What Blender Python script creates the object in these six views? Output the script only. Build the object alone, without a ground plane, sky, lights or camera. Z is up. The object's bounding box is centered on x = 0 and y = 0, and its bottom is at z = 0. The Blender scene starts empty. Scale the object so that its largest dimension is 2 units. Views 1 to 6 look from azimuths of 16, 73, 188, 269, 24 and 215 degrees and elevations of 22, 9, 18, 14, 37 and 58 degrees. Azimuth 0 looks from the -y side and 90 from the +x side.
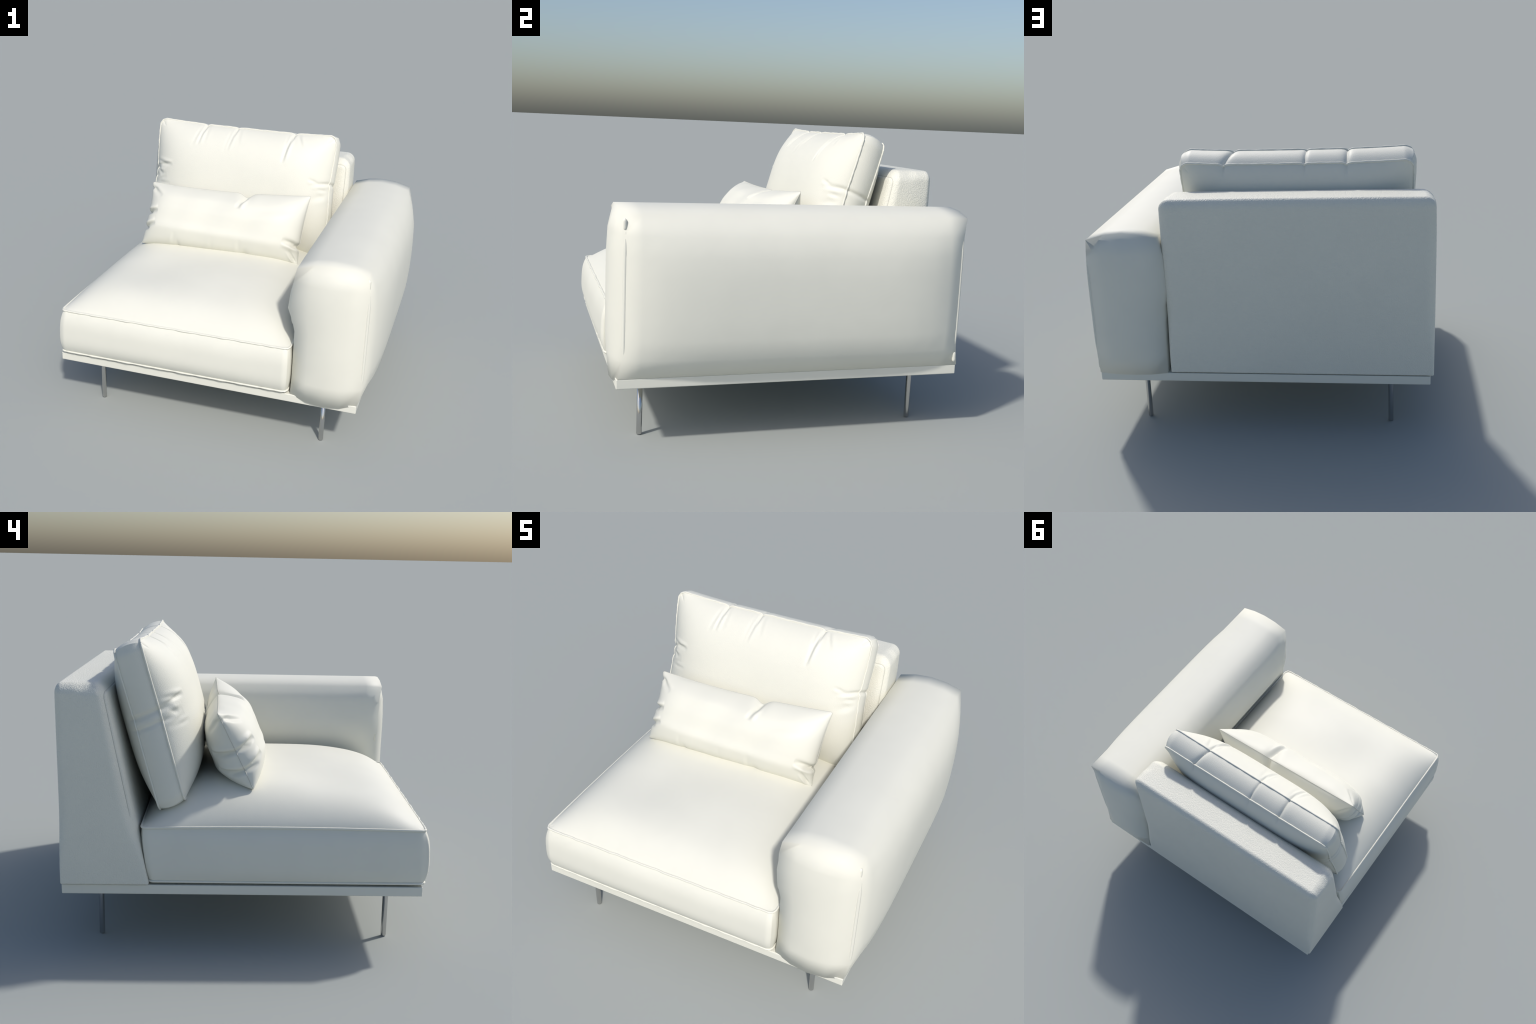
"""White leather one-armed sofa unit: plinth board on slim metal legs, puffed armrest,
raked backrest, piped box seat cushion, piped back cushion and a loose bolster pillow."""
import bpy
import numpy as np
from math import pi, radians

# ------------------------------------------------------------------ materials
def leather(name, colour, rough=0.5, grain_scale=120.0, grain=0.15, grain_dist=0.002, tint=0.015):
    m = bpy.data.materials.new(name)
    m.use_nodes = True
    nt = m.node_tree
    b = nt.nodes["Principled BSDF"]
    b.inputs["Roughness"].default_value = rough
    b.inputs["Specular IOR Level"].default_value = 0.3
    tc = nt.nodes.new("ShaderNodeTexCoord")
    # faint large-scale unevenness of the hide
    n = nt.nodes.new("ShaderNodeTexNoise")
    n.inputs["Scale"].default_value = 5.0
    n.inputs["Detail"].default_value = 3.0
    r = nt.nodes.new("ShaderNodeValToRGB")
    r.color_ramp.elements[0].position = 0.3
    r.color_ramp.elements[1].position = 0.7
    c = np.array(colour)
    r.color_ramp.elements[0].color = (*(c * (1 - tint)), 1)
    r.color_ramp.elements[1].color = (*np.clip(c * (1 + tint * 0.5), 0, 1), 1)
    nt.links.new(tc.outputs["Object"], n.inputs["Vector"])
    nt.links.new(n.outputs["Fac"], r.inputs["Fac"])
    nt.links.new(r.outputs["Color"], b.inputs["Base Color"])
    if grain > 0:
        v = nt.nodes.new("ShaderNodeTexVoronoi")
        v.feature = 'F1'
        v.inputs["Scale"].default_value = grain_scale
        n2 = nt.nodes.new("ShaderNodeTexNoise")
        n2.inputs["Scale"].default_value = grain_scale * 0.8
        n2.inputs["Detail"].default_value = 1.0
        add = nt.nodes.new("ShaderNodeMath")
        add.operation = 'MULTIPLY_ADD'
        add.inputs[1].default_value = 0.25
        bump = nt.nodes.new("ShaderNodeBump")
        bump.inputs["Strength"].default_value = grain
        bump.inputs["Distance"].default_value = grain_dist
        bump.invert = True
        nt.links.new(tc.outputs["Object"], v.inputs["Vector"])
        nt.links.new(tc.outputs["Object"], n2.inputs["Vector"])
        nt.links.new(v.outputs["Distance"], add.inputs[2])
        nt.links.new(n2.outputs["Fac"], add.inputs[0])
        nt.links.new(add.outputs[0], bump.inputs["Height"])
        nt.links.new(bump.outputs["Normal"], b.inputs["Normal"])
    return m


WHITE = (0.732, 0.727, 0.648)
MAT_ARM = leather("smooth_white_leather", WHITE, 0.55, 230, 0.10, 0.0010)
MAT_SEAT = leather("seat_white_leather", WHITE, 0.5, 230, 0.10, 0.0010)
MAT_BACK = leather("grained_white_leather", WHITE, 0.5, 165, 0.55, 0.0026)
MAT_CUSHION = leather("fine_grained_white_leather", WHITE, 0.5, 230, 0.26, 0.0016)
MAT_PILLOW = leather("soft_white_leather", WHITE, 0.5, 230, 0.04, 0.0010)
MAT_PIPING = leather("piping_white_leather", WHITE, 0.5, 150, 0.0)
MAT_SEAM = leather("seam_painted_shadow", (0.56, 0.555, 0.50), 0.7, 150, 0.0)  # white leather darkened so thin tubes draw the shadow in the seam grooves
MAT_PLINTH = leather("plinth_white", WHITE, 0.5, 150, 0.0)

MAT_METAL = bpy.data.materials.new("satin_steel")
MAT_METAL.use_nodes = True
_b = MAT_METAL.node_tree.nodes["Principled BSDF"]
_b.inputs["Metallic"].default_value = 1.0
_b.inputs["Roughness"].default_value = 0.16
_n = MAT_METAL.node_tree.nodes.new("ShaderNodeTexNoise")
_n.inputs["Scale"].default_value = 30
_r = MAT_METAL.node_tree.nodes.new("ShaderNodeValToRGB")
_r.color_ramp.elements[0].color = (0.54, 0.54, 0.535, 1)
_r.color_ramp.elements[1].color = (0.58, 0.58, 0.575, 1)
MAT_METAL.node_tree.links.new(_n.outputs["Fac"], _r.inputs["Fac"])
MAT_METAL.node_tree.links.new(_r.outputs["Color"], _b.inputs["Base Color"])


# ------------------------------------------------------------------ mesh tools
def empty(name, loc=(0, 0, 0)):
    o = bpy.data.objects.new(name, None)
    o.location = loc
    bpy.context.scene.collection.objects.link(o)
    return o


def mesh_object(name, verts, faces, mat, parent=None, smooth=True):
    me = bpy.data.meshes.new(name)
    me.from_pydata([tuple(v) for v in np.asarray(verts, float)], [], [tuple(int(i) for i in f) for f in faces])
    me.validate()
    me.materials.append(mat)
    for p in me.polygons:
        p.use_smooth = smooth
    o = bpy.data.objects.new(name, me)
    bpy.context.scene.collection.objects.link(o)
    if parent is not None:
        o.parent = parent
    return o


def cube_grid(ta, tb, tc):
    """Closed surface of a cube sampled at parameters ta, tb, tc (each from -1 to 1);
    verts shared along the edges. Returns (n,3) parameters and outward quads."""
    na, nb, nc = len(ta), len(tb), len(tc)
    index, params, faces = {}, [], []

    def vid(i, j, k):
        key = (i, j, k)
        if key not in index:
            index[key] = len(params)
            params.append((ta[i], tb[j], tc[k]))
        return index[key]

    for k, flip in ((0, True), (nc - 1, False)):
        for i in range(na - 1):
            for j in range(nb - 1):
                q = [vid(i, j, k), vid(i + 1, j, k), vid(i + 1, j + 1, k), vid(i, j + 1, k)]
                faces.append(q[::-1] if flip else q)
    for j, flip in ((0, False), (nb - 1, True)):
        for i in range(na - 1):
            for k in range(nc - 1):
                q = [vid(i, j, k), vid(i + 1, j, k), vid(i + 1, j, k + 1), vid(i, j, k + 1)]
                faces.append(q[::-1] if flip else q)
    for i, flip in ((0, True), (na - 1, False)):
        for j in range(nb - 1):
            for k in range(nc - 1):
                q = [vid(i, j, k), vid(i, j + 1, k), vid(i, j + 1, k + 1), vid(i, j, k + 1)]
                faces.append(q[::-1] if flip else q)
    return np.array(params, float), faces


def spaced(n, crowd=0.35):
    """n parameters from -1 to 1, somewhat crowded towards both ends."""
    t = np.linspace(-1, 1, n)
    return (1 - crowd) * t + crowd * np.sin(t * pi / 2)


def round_rect(px, py, hx, hy, r):
    """Map points of a rectangle onto the same rectangle with rounded corners."""
    qx = (np.abs(px) - (hx - r)) / r
    qy = (np.abs(py) - (hy - r)) / r
    inside = (qx > 0) & (qy > 0)
    qx0, qy0 = np.maximum(qx, 0), np.maximum(qy, 0)
    ln = np.sqrt(qx0 ** 2 + qy0 ** 2) + 1e-9
    f = np.maximum(qx0, qy0) / ln
    nx = np.where(inside, np.sign(px) * ((hx - r) + r * qx0 * f), px)
    ny = np.where(inside, np.sign(py) * ((hy - r) + r * qy0 * f), py)
    return nx, ny


def dome(a, n, m):
    return np.clip(1 - np.abs(a) ** n, 0, 1) ** m


def sstep(e0, e1, x):
    t = np.clip((x - e0) / (e1 - e0), 0, 1)
    return t * t * (3 - 2 * t)


def fold(u, v, p, q, width, depth):
    """Depth of a crease running from p to q in the (u, v) plane, fading at both ends,
    with a soft raised lip on one side."""
    p, q = np.array(p, float), np.array(q, float)
    d = q - p
    L = np.hypot(*d)
    d = d / L
    s = ((u - p[0]) * d[0] + (v - p[1]) * d[1]) / L
    w = -(u - p[0]) * d[1] + (v - p[1]) * d[0]
    along = np.clip(1 - np.abs(s - 0.5) * 1.6, 0, 1) ** 0.7
    e = w / width
    return depth * along * (-np.exp(-e ** 2) + 0.55 * np.exp(-((e - 1.8) / 1.1) ** 2))


def tube(points, radius, closed=True, sides=8, taper_ends=False):
    """Round tube along a 3D polyline."""
    P = np.asarray(points, float)
    n = len(P)
    if closed:
        T = np.roll(P, -1, 0) - np.roll(P, 1, 0)
    else:
        T = np.gradient(P, axis=0)
    T /= np.linalg.norm(T, axis=1)[:, None]
    N = np.zeros_like(T)
    ref = np.array([0.31, 0.17, 0.93])
    v = np.cross(T[0], ref)
    v /= np.linalg.norm(v)
    for i in range(n):
        v = v - T[i] * (v @ T[i])
        v /= np.linalg.norm(v)
        N[i] = v
    B = np.cross(T, N)
    rad = np.full(n, radius)
    if taper_ends:
        s = np.linspace(-1, 1, n)
        rad = radius * np.clip(1 - np.abs(s) ** 6, 0.05, 1)
    ang = np.arange(sides) * 2 * pi / sides
    V = (P[:, None] + rad[:, None, None] * (np.cos(ang)[None, :, None] * N[:, None] + np.sin(ang)[None, :, None] * B[:, None])).reshape(-1, 3)
    F = []
    for i in range(n if closed else n - 1):
        i2 = (i + 1) % n
        for s in range(sides):
            s2 = (s + 1) % sides
            F.append((i * sides + s, i * sides + s2, i2 * sides + s2, i2 * sides + s))
    if not closed:
        F.append(tuple(range(sides))[::-1])
        F.append(tuple((n - 1) * sides + s for s in range(sides)))
    return V, F


def perimeter(n):
    """Closed walk round the unit square [-1,1]^2, finer near the corners."""
    t = spaced(n, 0.6)[:-1]
    o = np.ones_like(t)
    return np.concatenate([np.stack([t, -o], 1), np.stack([o, t], 1), np.stack([-t, o], 1), np.stack([-o, -t], 1)])


# ------------------------------------------------------------------ the sofa
sofa = empty("sofa")
sofa["label"] = "white leather one-armed sofa seat on slim steel legs"
sofa["category"] = "sofa"

BX0, BX1, BY0, BY1, BZ0, BZ1 = -0.972, 0.899, -0.912, 0.902, 0.311, 0.361


def bevelled_box(name, x0, x1, y0, y1, z0, z1, r, mat, parent):
    import bmesh
    me = bpy.data.meshes.new(name)
    bm = bmesh.new()
    bmesh.ops.create_cube(bm, size=1.0)
    for v in bm.verts:
        v.co = ((x0 + x1) / 2 + v.co.x * (x1 - x0), (y0 + y1) / 2 + v.co.y * (y1 - y0), (z0 + z1) / 2 + v.co.z * (z1 - z0))
    bmesh.ops.bevel(bm, geom=bm.edges[:], offset=r, segments=3, profile=0.5, affect='EDGES')
    for f in bm.faces:
        f.smooth = True
    bm.to_mesh(me)
    bm.free()
    me.materials.append(mat)
    o = bpy.data.objects.new(name, me)
    bpy.context.scene.collection.objects.link(o)
    o.parent = parent
    # flat big faces, soft edges
    mod = o.modifiers.new("wn", 'WEIGHTED_NORMAL')
    mod.keep_sharp = True
    return o


bevelled_box("plinth", BX0, BX1, BY0, BY1, BZ0, BZ1, 0.005, MAT_PLINTH, sofa)

# --- legs: one round rod mesh, four copies
LEG_R, LEG_H = 0.0145, 0.318
prof = [(0.0, 0.0), (LEG_R - 0.004, 0.0), (LEG_R - 0.001, 0.0015), (LEG_R, 0.005), (LEG_R, LEG_H), (0.0, LEG_H)]
SEG = 32
lv, lf = [], []
for r, z in prof:
    for s in range(SEG):
        lv.append((r * np.cos(2 * pi * s / SEG), r * np.sin(2 * pi * s / SEG), z))
for k in range(1, len(prof) - 2):
    for s in range(SEG):
        s2 = (s + 1) % SEG
        lf.append((k * SEG + s, k * SEG + s2, (k + 1) * SEG + s2, (k + 1) * SEG + s))
lf.append(tuple(SEG + s for s in range(SEG))[::-1])
leg = None
for x, y in ((-0.760, -0.765), (0.683, -0.766), (0.678, 0.742), (-0.757, 0.740)):
    if leg is None:
        leg = mesh_object("leg", lv, lf, MAT_METAL, sofa)
        o = leg
    else:
        o = leg.copy()
        bpy.context.scene.collection.objects.link(o)
        if x > 0 and y < 0:                      # this rod's shading rolls over at its capped top
            o.data = leg.data.copy()
            import bmesh
            bm = bmesh.new()
            bm.from_mesh(o.data)
            ring = [v for v in bm.verts if v.co.z > LEG_H - 0.001 and v.co.xy.length > LEG_R * 0.5]
            ring.sort(key=lambda v: np.arctan2(v.co.y, v.co.x))
            f = bm.faces.new(ring)
            f.smooth = True
            bm.normal_update()
            bm.to_mesh(o.data)
            bm.free()
    o.location = (x, y, 0)

# --- armrest: a box blown up like a bag, coarse panels with soft shading
AX0, AX1, AY, AZ0, AZ1 = 0.505, 0.900, 0.905, 0.362, 1.157
ta = np.linspace(-1, 1, 5)
tb = np.concatenate([[-1], np.linspace(-0.885, 0.885, 16), [1]])
tc = np.array([-1, -0.75, -0.5, -0.25, 0.0, 0.25, 0.5, 0.75, 1.0])
P, F = cube_grid(ta, tb, tc)
a, b, c = P.T
x = (AX0 + AX1) / 2 + (AX1 - AX0) / 2 * a
y = AY * b
z = (AZ0 + AZ1) / 2 + (AZ1 - AZ0) / 2 * c
# top and underside crown across the width, straight along the length
z = z + sstep(0.6, 1, c) * dome(a, 2.0, 1) * 0.037
low_end = np.where(b > 0, 1 - 0.65 * sstep(0.9, 1, np.abs(b)), 1 - 0.1 * sstep(0.9, 1, np.abs(b)))
z = z - sstep(-0.7, -1, c) * dome(a, 2.2, 1) * 0.040 * low_end
# outer side swells a lot; the inner side swells only above the seat
out = sstep(0.0, 1.0, a)
x = x + out * dome(c, 5, 1) * 0.019 + out * np.where(c > 0, dome(c, 4.2, 1), dome(c, 5.5, 1)) * 0.081 * dome(b, 5.2, 1) * (1 - 0.12 * sstep(0, -0.6, c))
inn = sstep(0.0, 1.0, -a)
x = x - inn * (0.024 * sstep(0.0, 0.12, c) * dome(c, 8, 1) + 0.062 * np.exp(-((c - 0.28) / 0.42) ** 2) * dome(c, 6, 1) * dome(b, 9, 1))
# both ends: middle cushions outwards, vertical edges draw back
end = sstep(0.85, 1.0, np.abs(b)) * np.sign(b)
y = y + end * dome(c, 6, 1) * (0.043 * dome(a, 2.0, 1) - 0.022 * np.abs(a) ** 4)
# the front foot of the arm sags over the plinth edge
y = y + np.where(b < 0, end, 0) * 0.022 * sstep(-0.75, -1, c) * dome(a, 2, 1)
armrest = mesh_object("armrest", np.stack([x, y, z], 1), F, MAT_ARM, sofa)

# stitched welts that show at the vertical edges of the two arm ends
for ex, ey, z0, z1, wr in ((0.9125, -0.8785, 0.45, 1.075, 0.011), (0.9125, 0.8785, 0.45, 1.075, 0.011), (0.490, -0.874, 0.80, 1.05, 0.011),
                           (0.9035, -0.882, 1.080, 1.140, 0.0105), (0.9035, 0.885, 0.378, 0.440, 0.0105)):
    zz = np.linspace(z0, z1, 40)
    pts = np.stack([ex + 0 * zz, ey + 0 * zz, zz], 1)
    V, Fq = tube(pts, wr, closed=False, sides=10, taper_ends=True)
    mesh_object("welt", V, Fq, MAT_ARM, armrest)

# --- backrest: raked wedge with rounded top
KX0, KX1, KZ0, KZ1 = -0.990, 0.484, 0.366, 1.372
K_BACK = 0.905


def back_front_y(z):
    return 0.466 + (z - 0.37) * 0.203


t1 = np.unique(np.concatenate([np.linspace(-1, -0.88, 14), np.linspace(-0.88, 0.88, 30), np.linspace(0.88, 1, 14)]))
t2 = np.unique(np.concatenate([np.linspace(-1, -0.6, 14), np.linspace(-0.6, 0.6, 8), np.linspace(0.6, 1, 14)]))
P, F = cube_grid(t1, t2, t1)
a, b, c = P.T
h = np.array([(KX1 - KX0) / 2, 0.185, (KZ1 - KZ0) / 2])
p = P * h
r = 0.008 + 0.062 * sstep(-0.9, -0.2, c)
r = r * np.where(b > 0, 0.8, 1.0)
core = np.clip(p, -(h - r[:, None]), h - r[:, None])
d = p - core
ln = np.linalg.norm(d, axis=1)
mx = np.abs(d).max(1)
d = d * (mx / np.maximum(ln, 1e-9))[:, None]
p = core + d
zz = p[:, 2] + (KZ0 + KZ1) / 2
tt = p[:, 1] / h[1]                                   # -1 front, +1 back
yf, yb = back_front_y(zz), K_BACK
yy = yf + (yb - yf) * (tt + 1) / 2
yy = yy + 0.0025 * sstep(0.2, 1, tt) * dome(a, 4, 1) * dome(c, 4, 1)
zz = zz + 0.004 * sstep(0.5, 1, c) * dome(a, 4, 1) * dome(b, 2, 1)
xx = p[:, 0] + (KX0 + KX1) / 2
xx = xx + np.sign(a) * sstep(0.8, 1, np.abs(a)) * 0.010 * dome(c, 4, 1) * dome(b, 2, 1)
backrest = mesh_object("backrest", np.stack([xx, yy, zz], 1), F, MAT_BACK, sofa)

# sewn-in front panel: its rim dives under the wrap and leaves a seam line
px0, px1, pz0, pz1 = KX0 + 0.022, KX1 - 0.022, KZ0 + 0.02, KZ1 - 0.042
P, F = cube_grid(spaced(90, 0.93), spaced(70, 0.93), np.linspace(-1, 1, 3))
a, b, c = P.T
hx, hy = (px1 - px0) / 2, (pz1 - pz0) / 2
ux, uz = round_rect(a * hx, b * hy, hx, hy, 0.035)
edge = np.minimum(hx - np.abs(a * hx), hy - np.abs(b * hy))
zz = uz + (pz0 + pz1) / 2
# follow the rounding of the wrap, then swell slightly; the rim dives in at the seam
R = 0.068
ex = np.clip(R - (h[0] - np.abs(ux)), 0, R)
ez = np.clip(R - (KZ1 - zz), 0, R)
recess = (R - np.sqrt(np.clip(R * R - np.minimum(ex ** 2 + ez ** 2, R * R), 0, None))) * (K_BACK - back_front_y(zz)) / 0.37
lift = np.where(c > 0, -0.004 + 0.008 * (1 - np.exp(-edge / 0.0025)), -0.02)
yy = back_front_y(zz) + recess - lift
mesh_object("backrest_panel", np.stack([ux + (px0 + px1) / 2, yy, zz], 1), F, MAT_BACK, backrest)


w = perimeter(90)
sx, sz = round_rect(w[:, 0] * hx, w[:, 1] * hy, hx, hy, 0.035)
sz = sz + (pz0 + pz1) / 2
ex = np.clip(R - (h[0] - np.abs(sx)), 0, R)
ez = np.clip(R - (KZ1 - sz), 0, R)
recess = (R - np.sqrt(np.clip(R * R - np.minimum(ex ** 2 + ez ** 2, R * R), 0, None))) * (K_BACK - back_front_y(sz)) / 0.37
V, Fq = tube(np.stack([sx + (px0 + px1) / 2, back_front_y(sz) + recess + 0.0008, sz], 1), 0.0018, sides=6)
mesh_object("seam", V, Fq, MAT_SEAM, backrest)


# --- seat cushion: piped box cushion with a crowned top
SX0, SX1, SY0, SY1, SZ0, SZ1 = -0.957, 0.486, -0.914, 0.502, 0.379, 0.655


def seat_point(a, b, c):
    hx, hy = (SX1 - SX0) / 2, (SY1 - SY0) / 2
    ux, uy = round_rect(a * hx, b * hy, hx, hy, 0.035)
    z = (SZ0 + SZ1) / 2 + (SZ1 - SZ0) / 2 * c
    rim = sstep(0.0, 1.0, np.maximum(np.abs(a), np.abs(b)) ** 8)
    swell = dome(c, 3.0, 1) * rim
    k = np.abs(a) ** 40, np.abs(b) ** 40
    front = np.where(b < 0, 0.026 + 0.010 * dome(a, 2, 1), 0.012)
    ux = ux + np.sign(a) * k[0] * swell * np.where(a < 0, 0.014 + 0.016 * dome(b, 2, 1), 0.010)
    ux = ux - 0.010 * sstep(0.5, 0.9, -a) * (1 - c) / 2
    uy = uy - 0.008 * sstep(0.5, 0.9, -b) * (1 - c) / 2
    uy = uy + np.sign(b) * k[1] * swell * front
    # back edge leans along the backrest
    uy = uy - 0.03 * sstep(0.6, 1, b) * (1 - c) / 2
    top = (c > 0.999) * np.where(a > 0, dome(a, 4.6, 0.9), dome(a, 4.8, 0.85)) * dome(b, 4.4, 0.95)
    z = z + 0.198 * top
    z = z + (c > 0.999) * 0.009 * dome(b, 2, 1) * np.abs(a) ** 20
    z = z - (c < -0.999) * 0.006 * dome(a, 4, 1) * dome(b, 4, 1)
    # gentle sags of a used seat
    sag = np.exp(-(((a + 0.48) / 0.42) ** 2 + ((b + 0.45) / 0.42) ** 2)) + 0.4 * np.exp(-(((a - 0.3) / 0.6) ** 2 + ((b + 0.65) / 0.3) ** 2))
    z = z - 0.044 * top * sag
    return np.stack([ux + (SX0 + SX1) / 2, uy + (SY0 + SY1) / 2, z], -1)


P, F = cube_grid(spaced(110, 0.7), spaced(110, 0.7), np.linspace(-1, 1, 25))
seat = mesh_object("seat_cushion", seat_point(*P.T), F, MAT_SEAT, sofa)
w = perimeter(160)
arc = np.linspace(0, 2 * pi, len(w), endpoint=False)
for cc, rr in ((1.0, 0.0065), (-1.0, 0.0065)):
    pts = seat_point(w[:, 0], w[:, 1], np.full(len(w), cc))
    ctr = np.array([(SX0 + SX1) / 2, (SY0 + SY1) / 2, 0])
    outward = pts - ctr
    outward[:, 2] = 0
    outward /= np.linalg.norm(outward, axis=1)[:, None]
    wob = (0.0012 * np.sin(arc * 37 + 1) + 0.0012 * np.sin(arc * 61) + 0.0008 * np.sin(arc * 113 + 2)) * np.where(w[:, 1] < -0.99, 1.0, 0.15)
    pts = pts + outward * (0.002 + wob)[:, None]
    V, Fq = tube(pts, rr)
    mesh_object("piping", V, Fq, MAT_PIPING, seat)


# --- back cushion, leaning on the backrest
CX0, CX1, CH = -0.882, 0.410, 0.822
C_ORG = np.array([(CX0 + CX1) / 2, 0.292, 0.772])
C_UP = np.array([0, 0.259, 0.966])
C_FWD = np.array([0, -0.966, 0.259])
C_THICK = 0.134
# gathered stitches: position along the top edge, pull-in depth, width
TOP_GATHERS = ((-0.445, 0.016, 0.018), (-0.09, 0.012, 0.012), (0.548, 0.018, 0.020))


_rng = np.random.default_rng(7)
SIDE_WRINKLES = [((0.66, 0.088), (0.54, 0.074), 0.012, 0.009), ((0.57, 0.085), (0.51, 0.105), 0.010, 0.006), ((0.65, 0.02), (0.54, -0.03), 0.022, 0.006)]
for _ in range(9):                               # slack leather at the open side
    _y0 = _rng.uniform(-0.04, 0.20)
    _l = _rng.uniform(0.05, 0.13)
    _x0 = -0.645 + _rng.uniform(0.0, 0.03)
    SIDE_WRINKLES.append(((_x0, _y0), (_x0 + _l, _y0 + _rng.uniform(-0.03, 0.04)), _rng.uniform(0.009, 0.016), _rng.uniform(0.003, 0.007)))
for _ in range(3):
    _y0 = _rng.uniform(-0.02, 0.12)
    _l = _rng.uniform(0.05, 0.11)
    SIDE_WRINKLES.append(((0.64, _y0), (0.64 - _l, _y0 + _rng.uniform(-0.03, 0.03)), _rng.uniform(0.010, 0.018), _rng.uniform(0.002, 0.004)))


def back_point(a, b, c):
    hx, hy = (CX1 - CX0) / 2, CH / 2
    ux, uy = round_rect(a * hx, b * hy, hx, hy, 0.055)
    swell = dome(c, 2.0, 1)
    ka, kb = np.abs(a) ** 30, np.abs(b) ** 30
    ux = ux + np.sign(a) * ka * swell * 0.018
    uy = uy + np.sign(b) * kb * swell * 0.014
    # sides nip in a little at mid height
    ux = ux - np.sign(a) * np.abs(a) ** 6 * 0.012 * np.exp(-((b - 0.15) / 0.35) ** 2)
    # upper corners stand up
    uy = uy + 0.016 * sstep(0.5, 1, b) * np.abs(a) ** 3 - 0.010 * sstep(0.5, 1, b)
    for a0, dep, wd in TOP_GATHERS:
        a0 = a0 + (0.035 if a0 > 0.3 else 0.004) * (1 - c)
        uy = uy - dep * np.exp(-np.abs(a - a0) / wd) * sstep(0.80, 1, b)
    for sgn, b0, dep, wd in ((1, 0.20, 0.010, 0.03), (-1, 0.16, 0.012, 0.035), (-1, 0.02, 0.008, 0.03)):
        ux = ux - sgn * dep * np.exp(-((b - b0) / wd) ** 2) * sstep(0.9, 1, sgn * a)
    t = -C_THICK / 2 + C_THICK / 2 * c
    uy = uy - 0.02 * (1 - c) / 2
    face = dome(a, 4.5, 0.75) * dome(b, 3.2, 0.8)
    t = t + (c > 0.999) * 0.152 * face - (c < -0.999) * 0.095 * face
    # creases raying from the gathers
    wr = np.zeros_like(a)
    X, Y = a * hx, b * hy
    for a0, dep, wd in TOP_GATHERS:
        s = dep / 0.016
        x0 = a0 * hx
        wr = wr + fold(X, Y, (x0, 0.44), (x0 - 0.03 - 0.02 * a0, 0.25 - 0.06 * a0), 0.010, 0.009 * s)
        wr = wr + fold(X, Y, (x0 + 0.02, 0.42), (x0 + 0.045 + 0.05 * a0, 0.30 + 0.04 * a0), 0.012, (0.0035 + 0.003 * a0) * s)
        wr = wr + fold(X, Y, (x0 - 0.03 - 0.02 * a0, 0.42), (x0 - 0.05 + 0.03 * a0, 0.24 - 0.05 * a0), 0.012, 0.004 * s)
    for p, q, wd, dep in SIDE_WRINKLES:
        wr = wr + fold(X, Y, p, q, wd, dep)
    wr = wr * np.clip((1 - np.abs(a)) * 40, 0.2, 1) * np.clip((1 - np.abs(b)) * 25, 0.2, 1)
    t = t + wr * np.where(c > 0.999, 1.0, 0.0)
    return C_ORG + np.stack([ux, 0 * ux, 0 * ux], -1) + (uy + CH / 2)[..., None] * C_UP + t[..., None] * C_FWD


P, F = cube_grid(spaced(340, 0.4), spaced(190, 0.5), np.linspace(-1, 1, 21))
# the local frame (x, up, forward) is right handed when forward is -y
back_cushion = mesh_object("back_cushion", back_point(*P.T), F, MAT_CUSHION, sofa)
w = perimeter(220)
arc = np.linspace(0, 2 * pi, len(w), endpoint=False)
for cc in (1.0, -1.0):
    pts = back_point(w[:, 0], w[:, 1], np.full(len(w), cc))
    ctr = pts.mean(0)
    outward = pts - ctr
    outward /= np.linalg.norm(outward, axis=1)[:, None]
    wob = 0.0008 * np.sin(arc * 47) + 0.0006 * np.sin(arc * 101 + 1)
    pts = pts + outward * (0.002 + wob)[:, None]
    V, Fq = tube(pts, 0.0055)
    mesh_object("piping", V, Fq, MAT_PIPING, back_cushion)

# ------------------------------------------------------------------ loose pillow
pillow = empty("throw_pillow", (-0.24, 0.06, 0.80))
pillow["label"] = "long soft white leather bolster pillow with pinched corners"
pillow["category"] = "pillow"

Q_TL, Q_TR = np.array([-0.790, 0.134, 1.203]), np.array([0.326, 0.171, 1.230])
Q_BL, Q_BR = np.array([-0.800, -0.052, 0.815]), np.array([0.303, -0.015, 0.803])
q_x = ((Q_TR + Q_BR) - (Q_TL + Q_BL))
q_x /= np.linalg.norm(q_x)
q_up = (Q_TL + Q_TR) - (Q_BL + Q_BR)
q_up -= q_x * (q_up @ q_x)
q_up /= np.linalg.norm(q_up)
q_n = np.cross(q_x, q_up)            # towards the front


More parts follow.
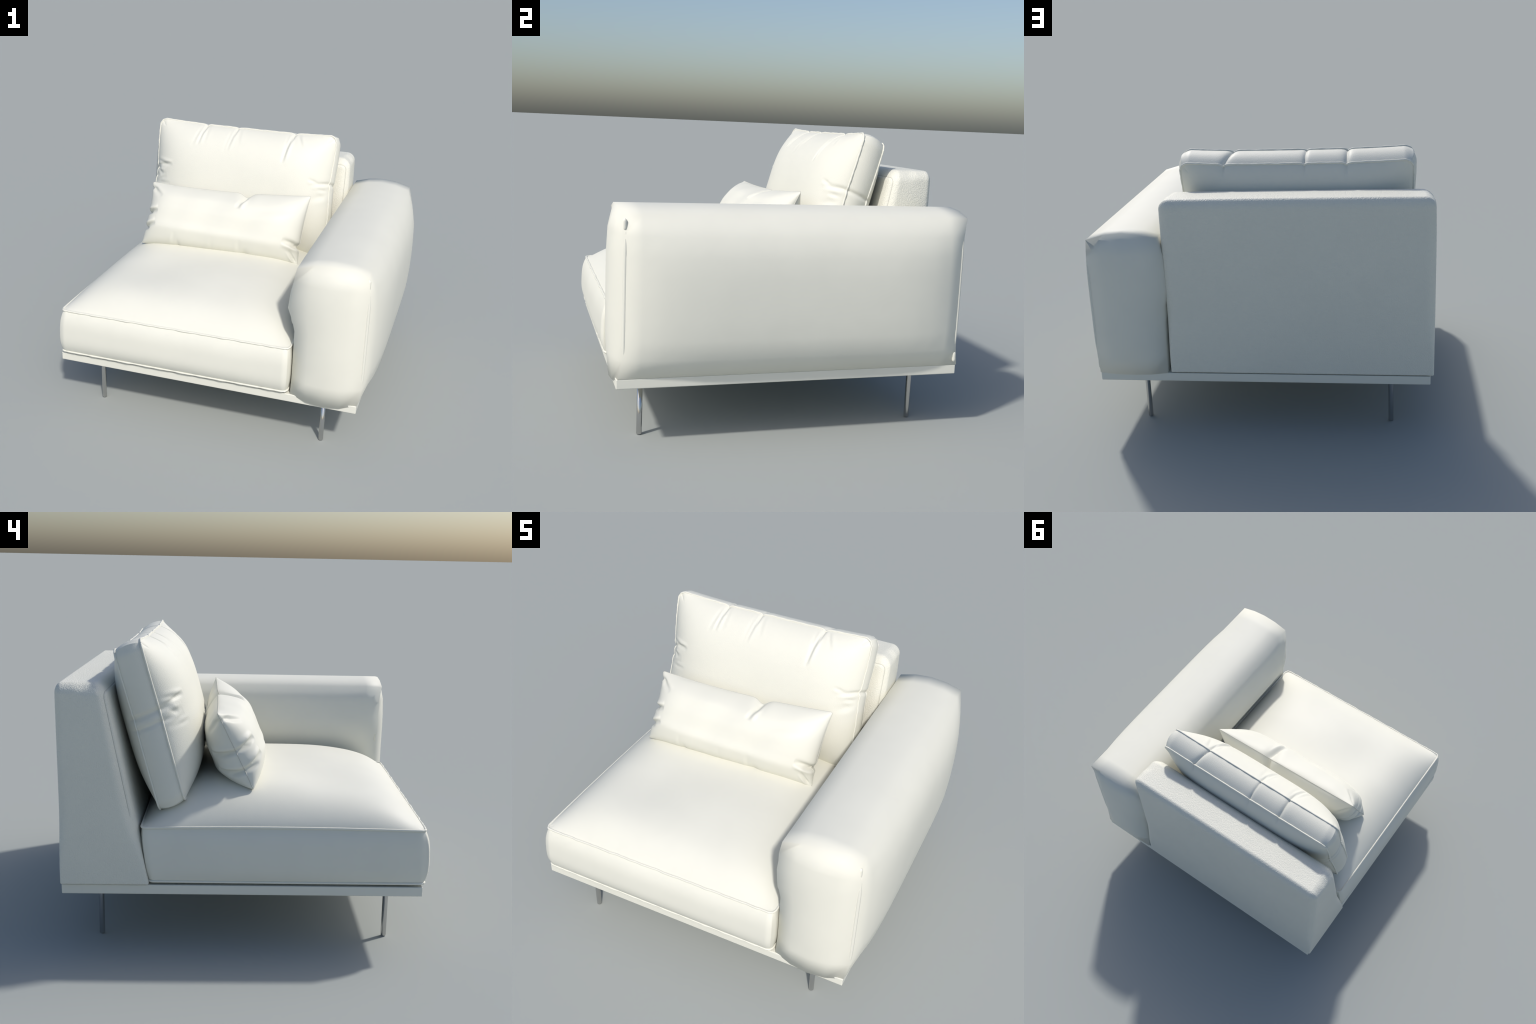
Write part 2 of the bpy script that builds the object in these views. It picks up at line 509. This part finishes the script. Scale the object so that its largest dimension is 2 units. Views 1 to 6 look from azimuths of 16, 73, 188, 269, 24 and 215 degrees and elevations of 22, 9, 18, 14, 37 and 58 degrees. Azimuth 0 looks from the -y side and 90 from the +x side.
def pillow_point(a, b, side):
    ra, rb = round_rect(a * 0.555, b * 0.22, 0.555, 0.22, 0.012)
    wa, wb = (ra / 0.555 + 1) / 2, (rb / 0.22 + 1) / 2
    base = (1 - wb)[..., None] * ((1 - wa)[..., None] * Q_BL + wa[..., None] * Q_BR) + wb[..., None] * ((1 - wa)[..., None] * Q_TL + wa[..., None] * Q_TR)
    # seams draw in between the corners
    dx = -np.sign(a) * np.abs(a) ** 3 * np.where(a > 0, 0.012, 0.018) * dome(b, 2, 1)
    dy = -sstep(0.2, 1, b) * 0.022 * dome(a, 2, 1) + sstep(0.2, 1, -b) * 0.006 * dome(a, 2, 1)
    dy = dy - sstep(0.5, 1, b) * 0.030 * np.exp(-((a - 0.23) / 0.07) ** 2)
    dy = dy + sstep(0.6, 1, -b) * (0.008 * np.exp(-((a - 0.35) / 0.05) ** 2) + 0.006 * np.exp(-((a + 0.5) / 0.03) ** 2))
    for sgn, b0, dep, wd in ((-1, -0.02, 0.018, 0.05), (-1, -0.52, 0.022, 0.06), (1, -0.50, 0.026, 0.07), (-1, 0.8, 0.01, 0.05)):
        dx = dx - sgn * sstep(0.88, 1, sgn * a) * dep * np.exp(-((b - b0) / wd) ** 2)
    body = dome(a, 4.6, 0.50) * np.where(b > 0, dome(b, 2.1, 0.70), dome(b, 2.9, 0.55))
    thick = np.where(side > 0, 0.141, 0.152) * body
    X, Y = a * 0.555, b * 0.22
    wr = fold(X, Y, (0.135, 0.23), (0.105, 0.10), 0.014, 0.030)
    wr = wr + fold(X, Y, (-0.45, 0.09), (0.10, 0.07), 0.035, 0.006)
    wr = wr + fold(X, Y, (-0.57, -0.005), (-0.47, 0.015), 0.014, 0.030)
    wr = wr + fold(X, Y, (-0.57, -0.115), (-0.47, -0.075), 0.014, 0.026)
    wr = wr + fold(X, Y, (-0.56, 0.19), (-0.46, 0.13), 0.016, 0.012)
    wr = wr + fold(X, Y, (0.57, -0.110), (0.46, -0.085), 0.015, 0.034)
    wr = wr + fold(X, Y, (0.55, -0.22), (0.50, -0.15), 0.010, 0.014)
    wr = wr + fold(X, Y, (0.50, 0.12), (0.15, 0.06), 0.030, 0.005)
    wr = wr + 0.009 * np.exp(-((Y + 0.105 + 0.02 * a) / 0.035) ** 2) * dome(a, 4, 1)
    for xx, dd in ((-0.31, 0.003), (-0.04, 0.0025), (0.15, 0.004)):
        wr = wr + fold(X, Y, (xx, -0.22), (xx + 0.01, -0.13), 0.014, dd)
    wr = wr + 0.0035 * np.sin(9 * X + 5 * Y + 0.5) * np.sin(17 * Y - 4 * X + 1.0) + 0.002 * np.sin(23 * X - 11 * Y)
    rim = np.clip(body * 5, 0, 1)
    t = side * (thick + wr * rim)
    return base + dx[..., None] * q_x + dy[..., None] * q_up + t[..., None] * q_n


na, nb = 221, 111
A, B = np.meshgrid(spaced(na, 0.75), spaced(nb, 0.75), indexing='ij')
A, B = A.ravel(), B.ravel()
front = pillow_point(A, B, 1.0)
rear = pillow_point(A, B, -1.0)
border = (np.abs(A) > 0.99999) | (np.abs(B) > 0.99999)
rear_id = np.full(na * nb, -1)
rear_id[~border] = na * nb + np.arange((~border).sum())
rear_id[border] = np.arange(na * nb)[border]
V = np.concatenate([front, rear[~border]])
F = []
for i in range(na - 1):
    for j in range(nb - 1):
        q = [i * nb + j, (i + 1) * nb + j, (i + 1) * nb + j + 1, i * nb + j + 1]
        F.append(q)
        F.append([rear_id[k] for k in q][::-1])
ploc = np.array(pillow.location)
body = mesh_object("cover", V - ploc, F, MAT_PILLOW, pillow)
w = perimeter(160)
pts = pillow_point(w[:, 0], w[:, 1], 1.0)
V, Fq = tube(pts - ploc, 0.0022, sides=6)
mesh_object("seam", V, Fq, MAT_SEAM, pillow)
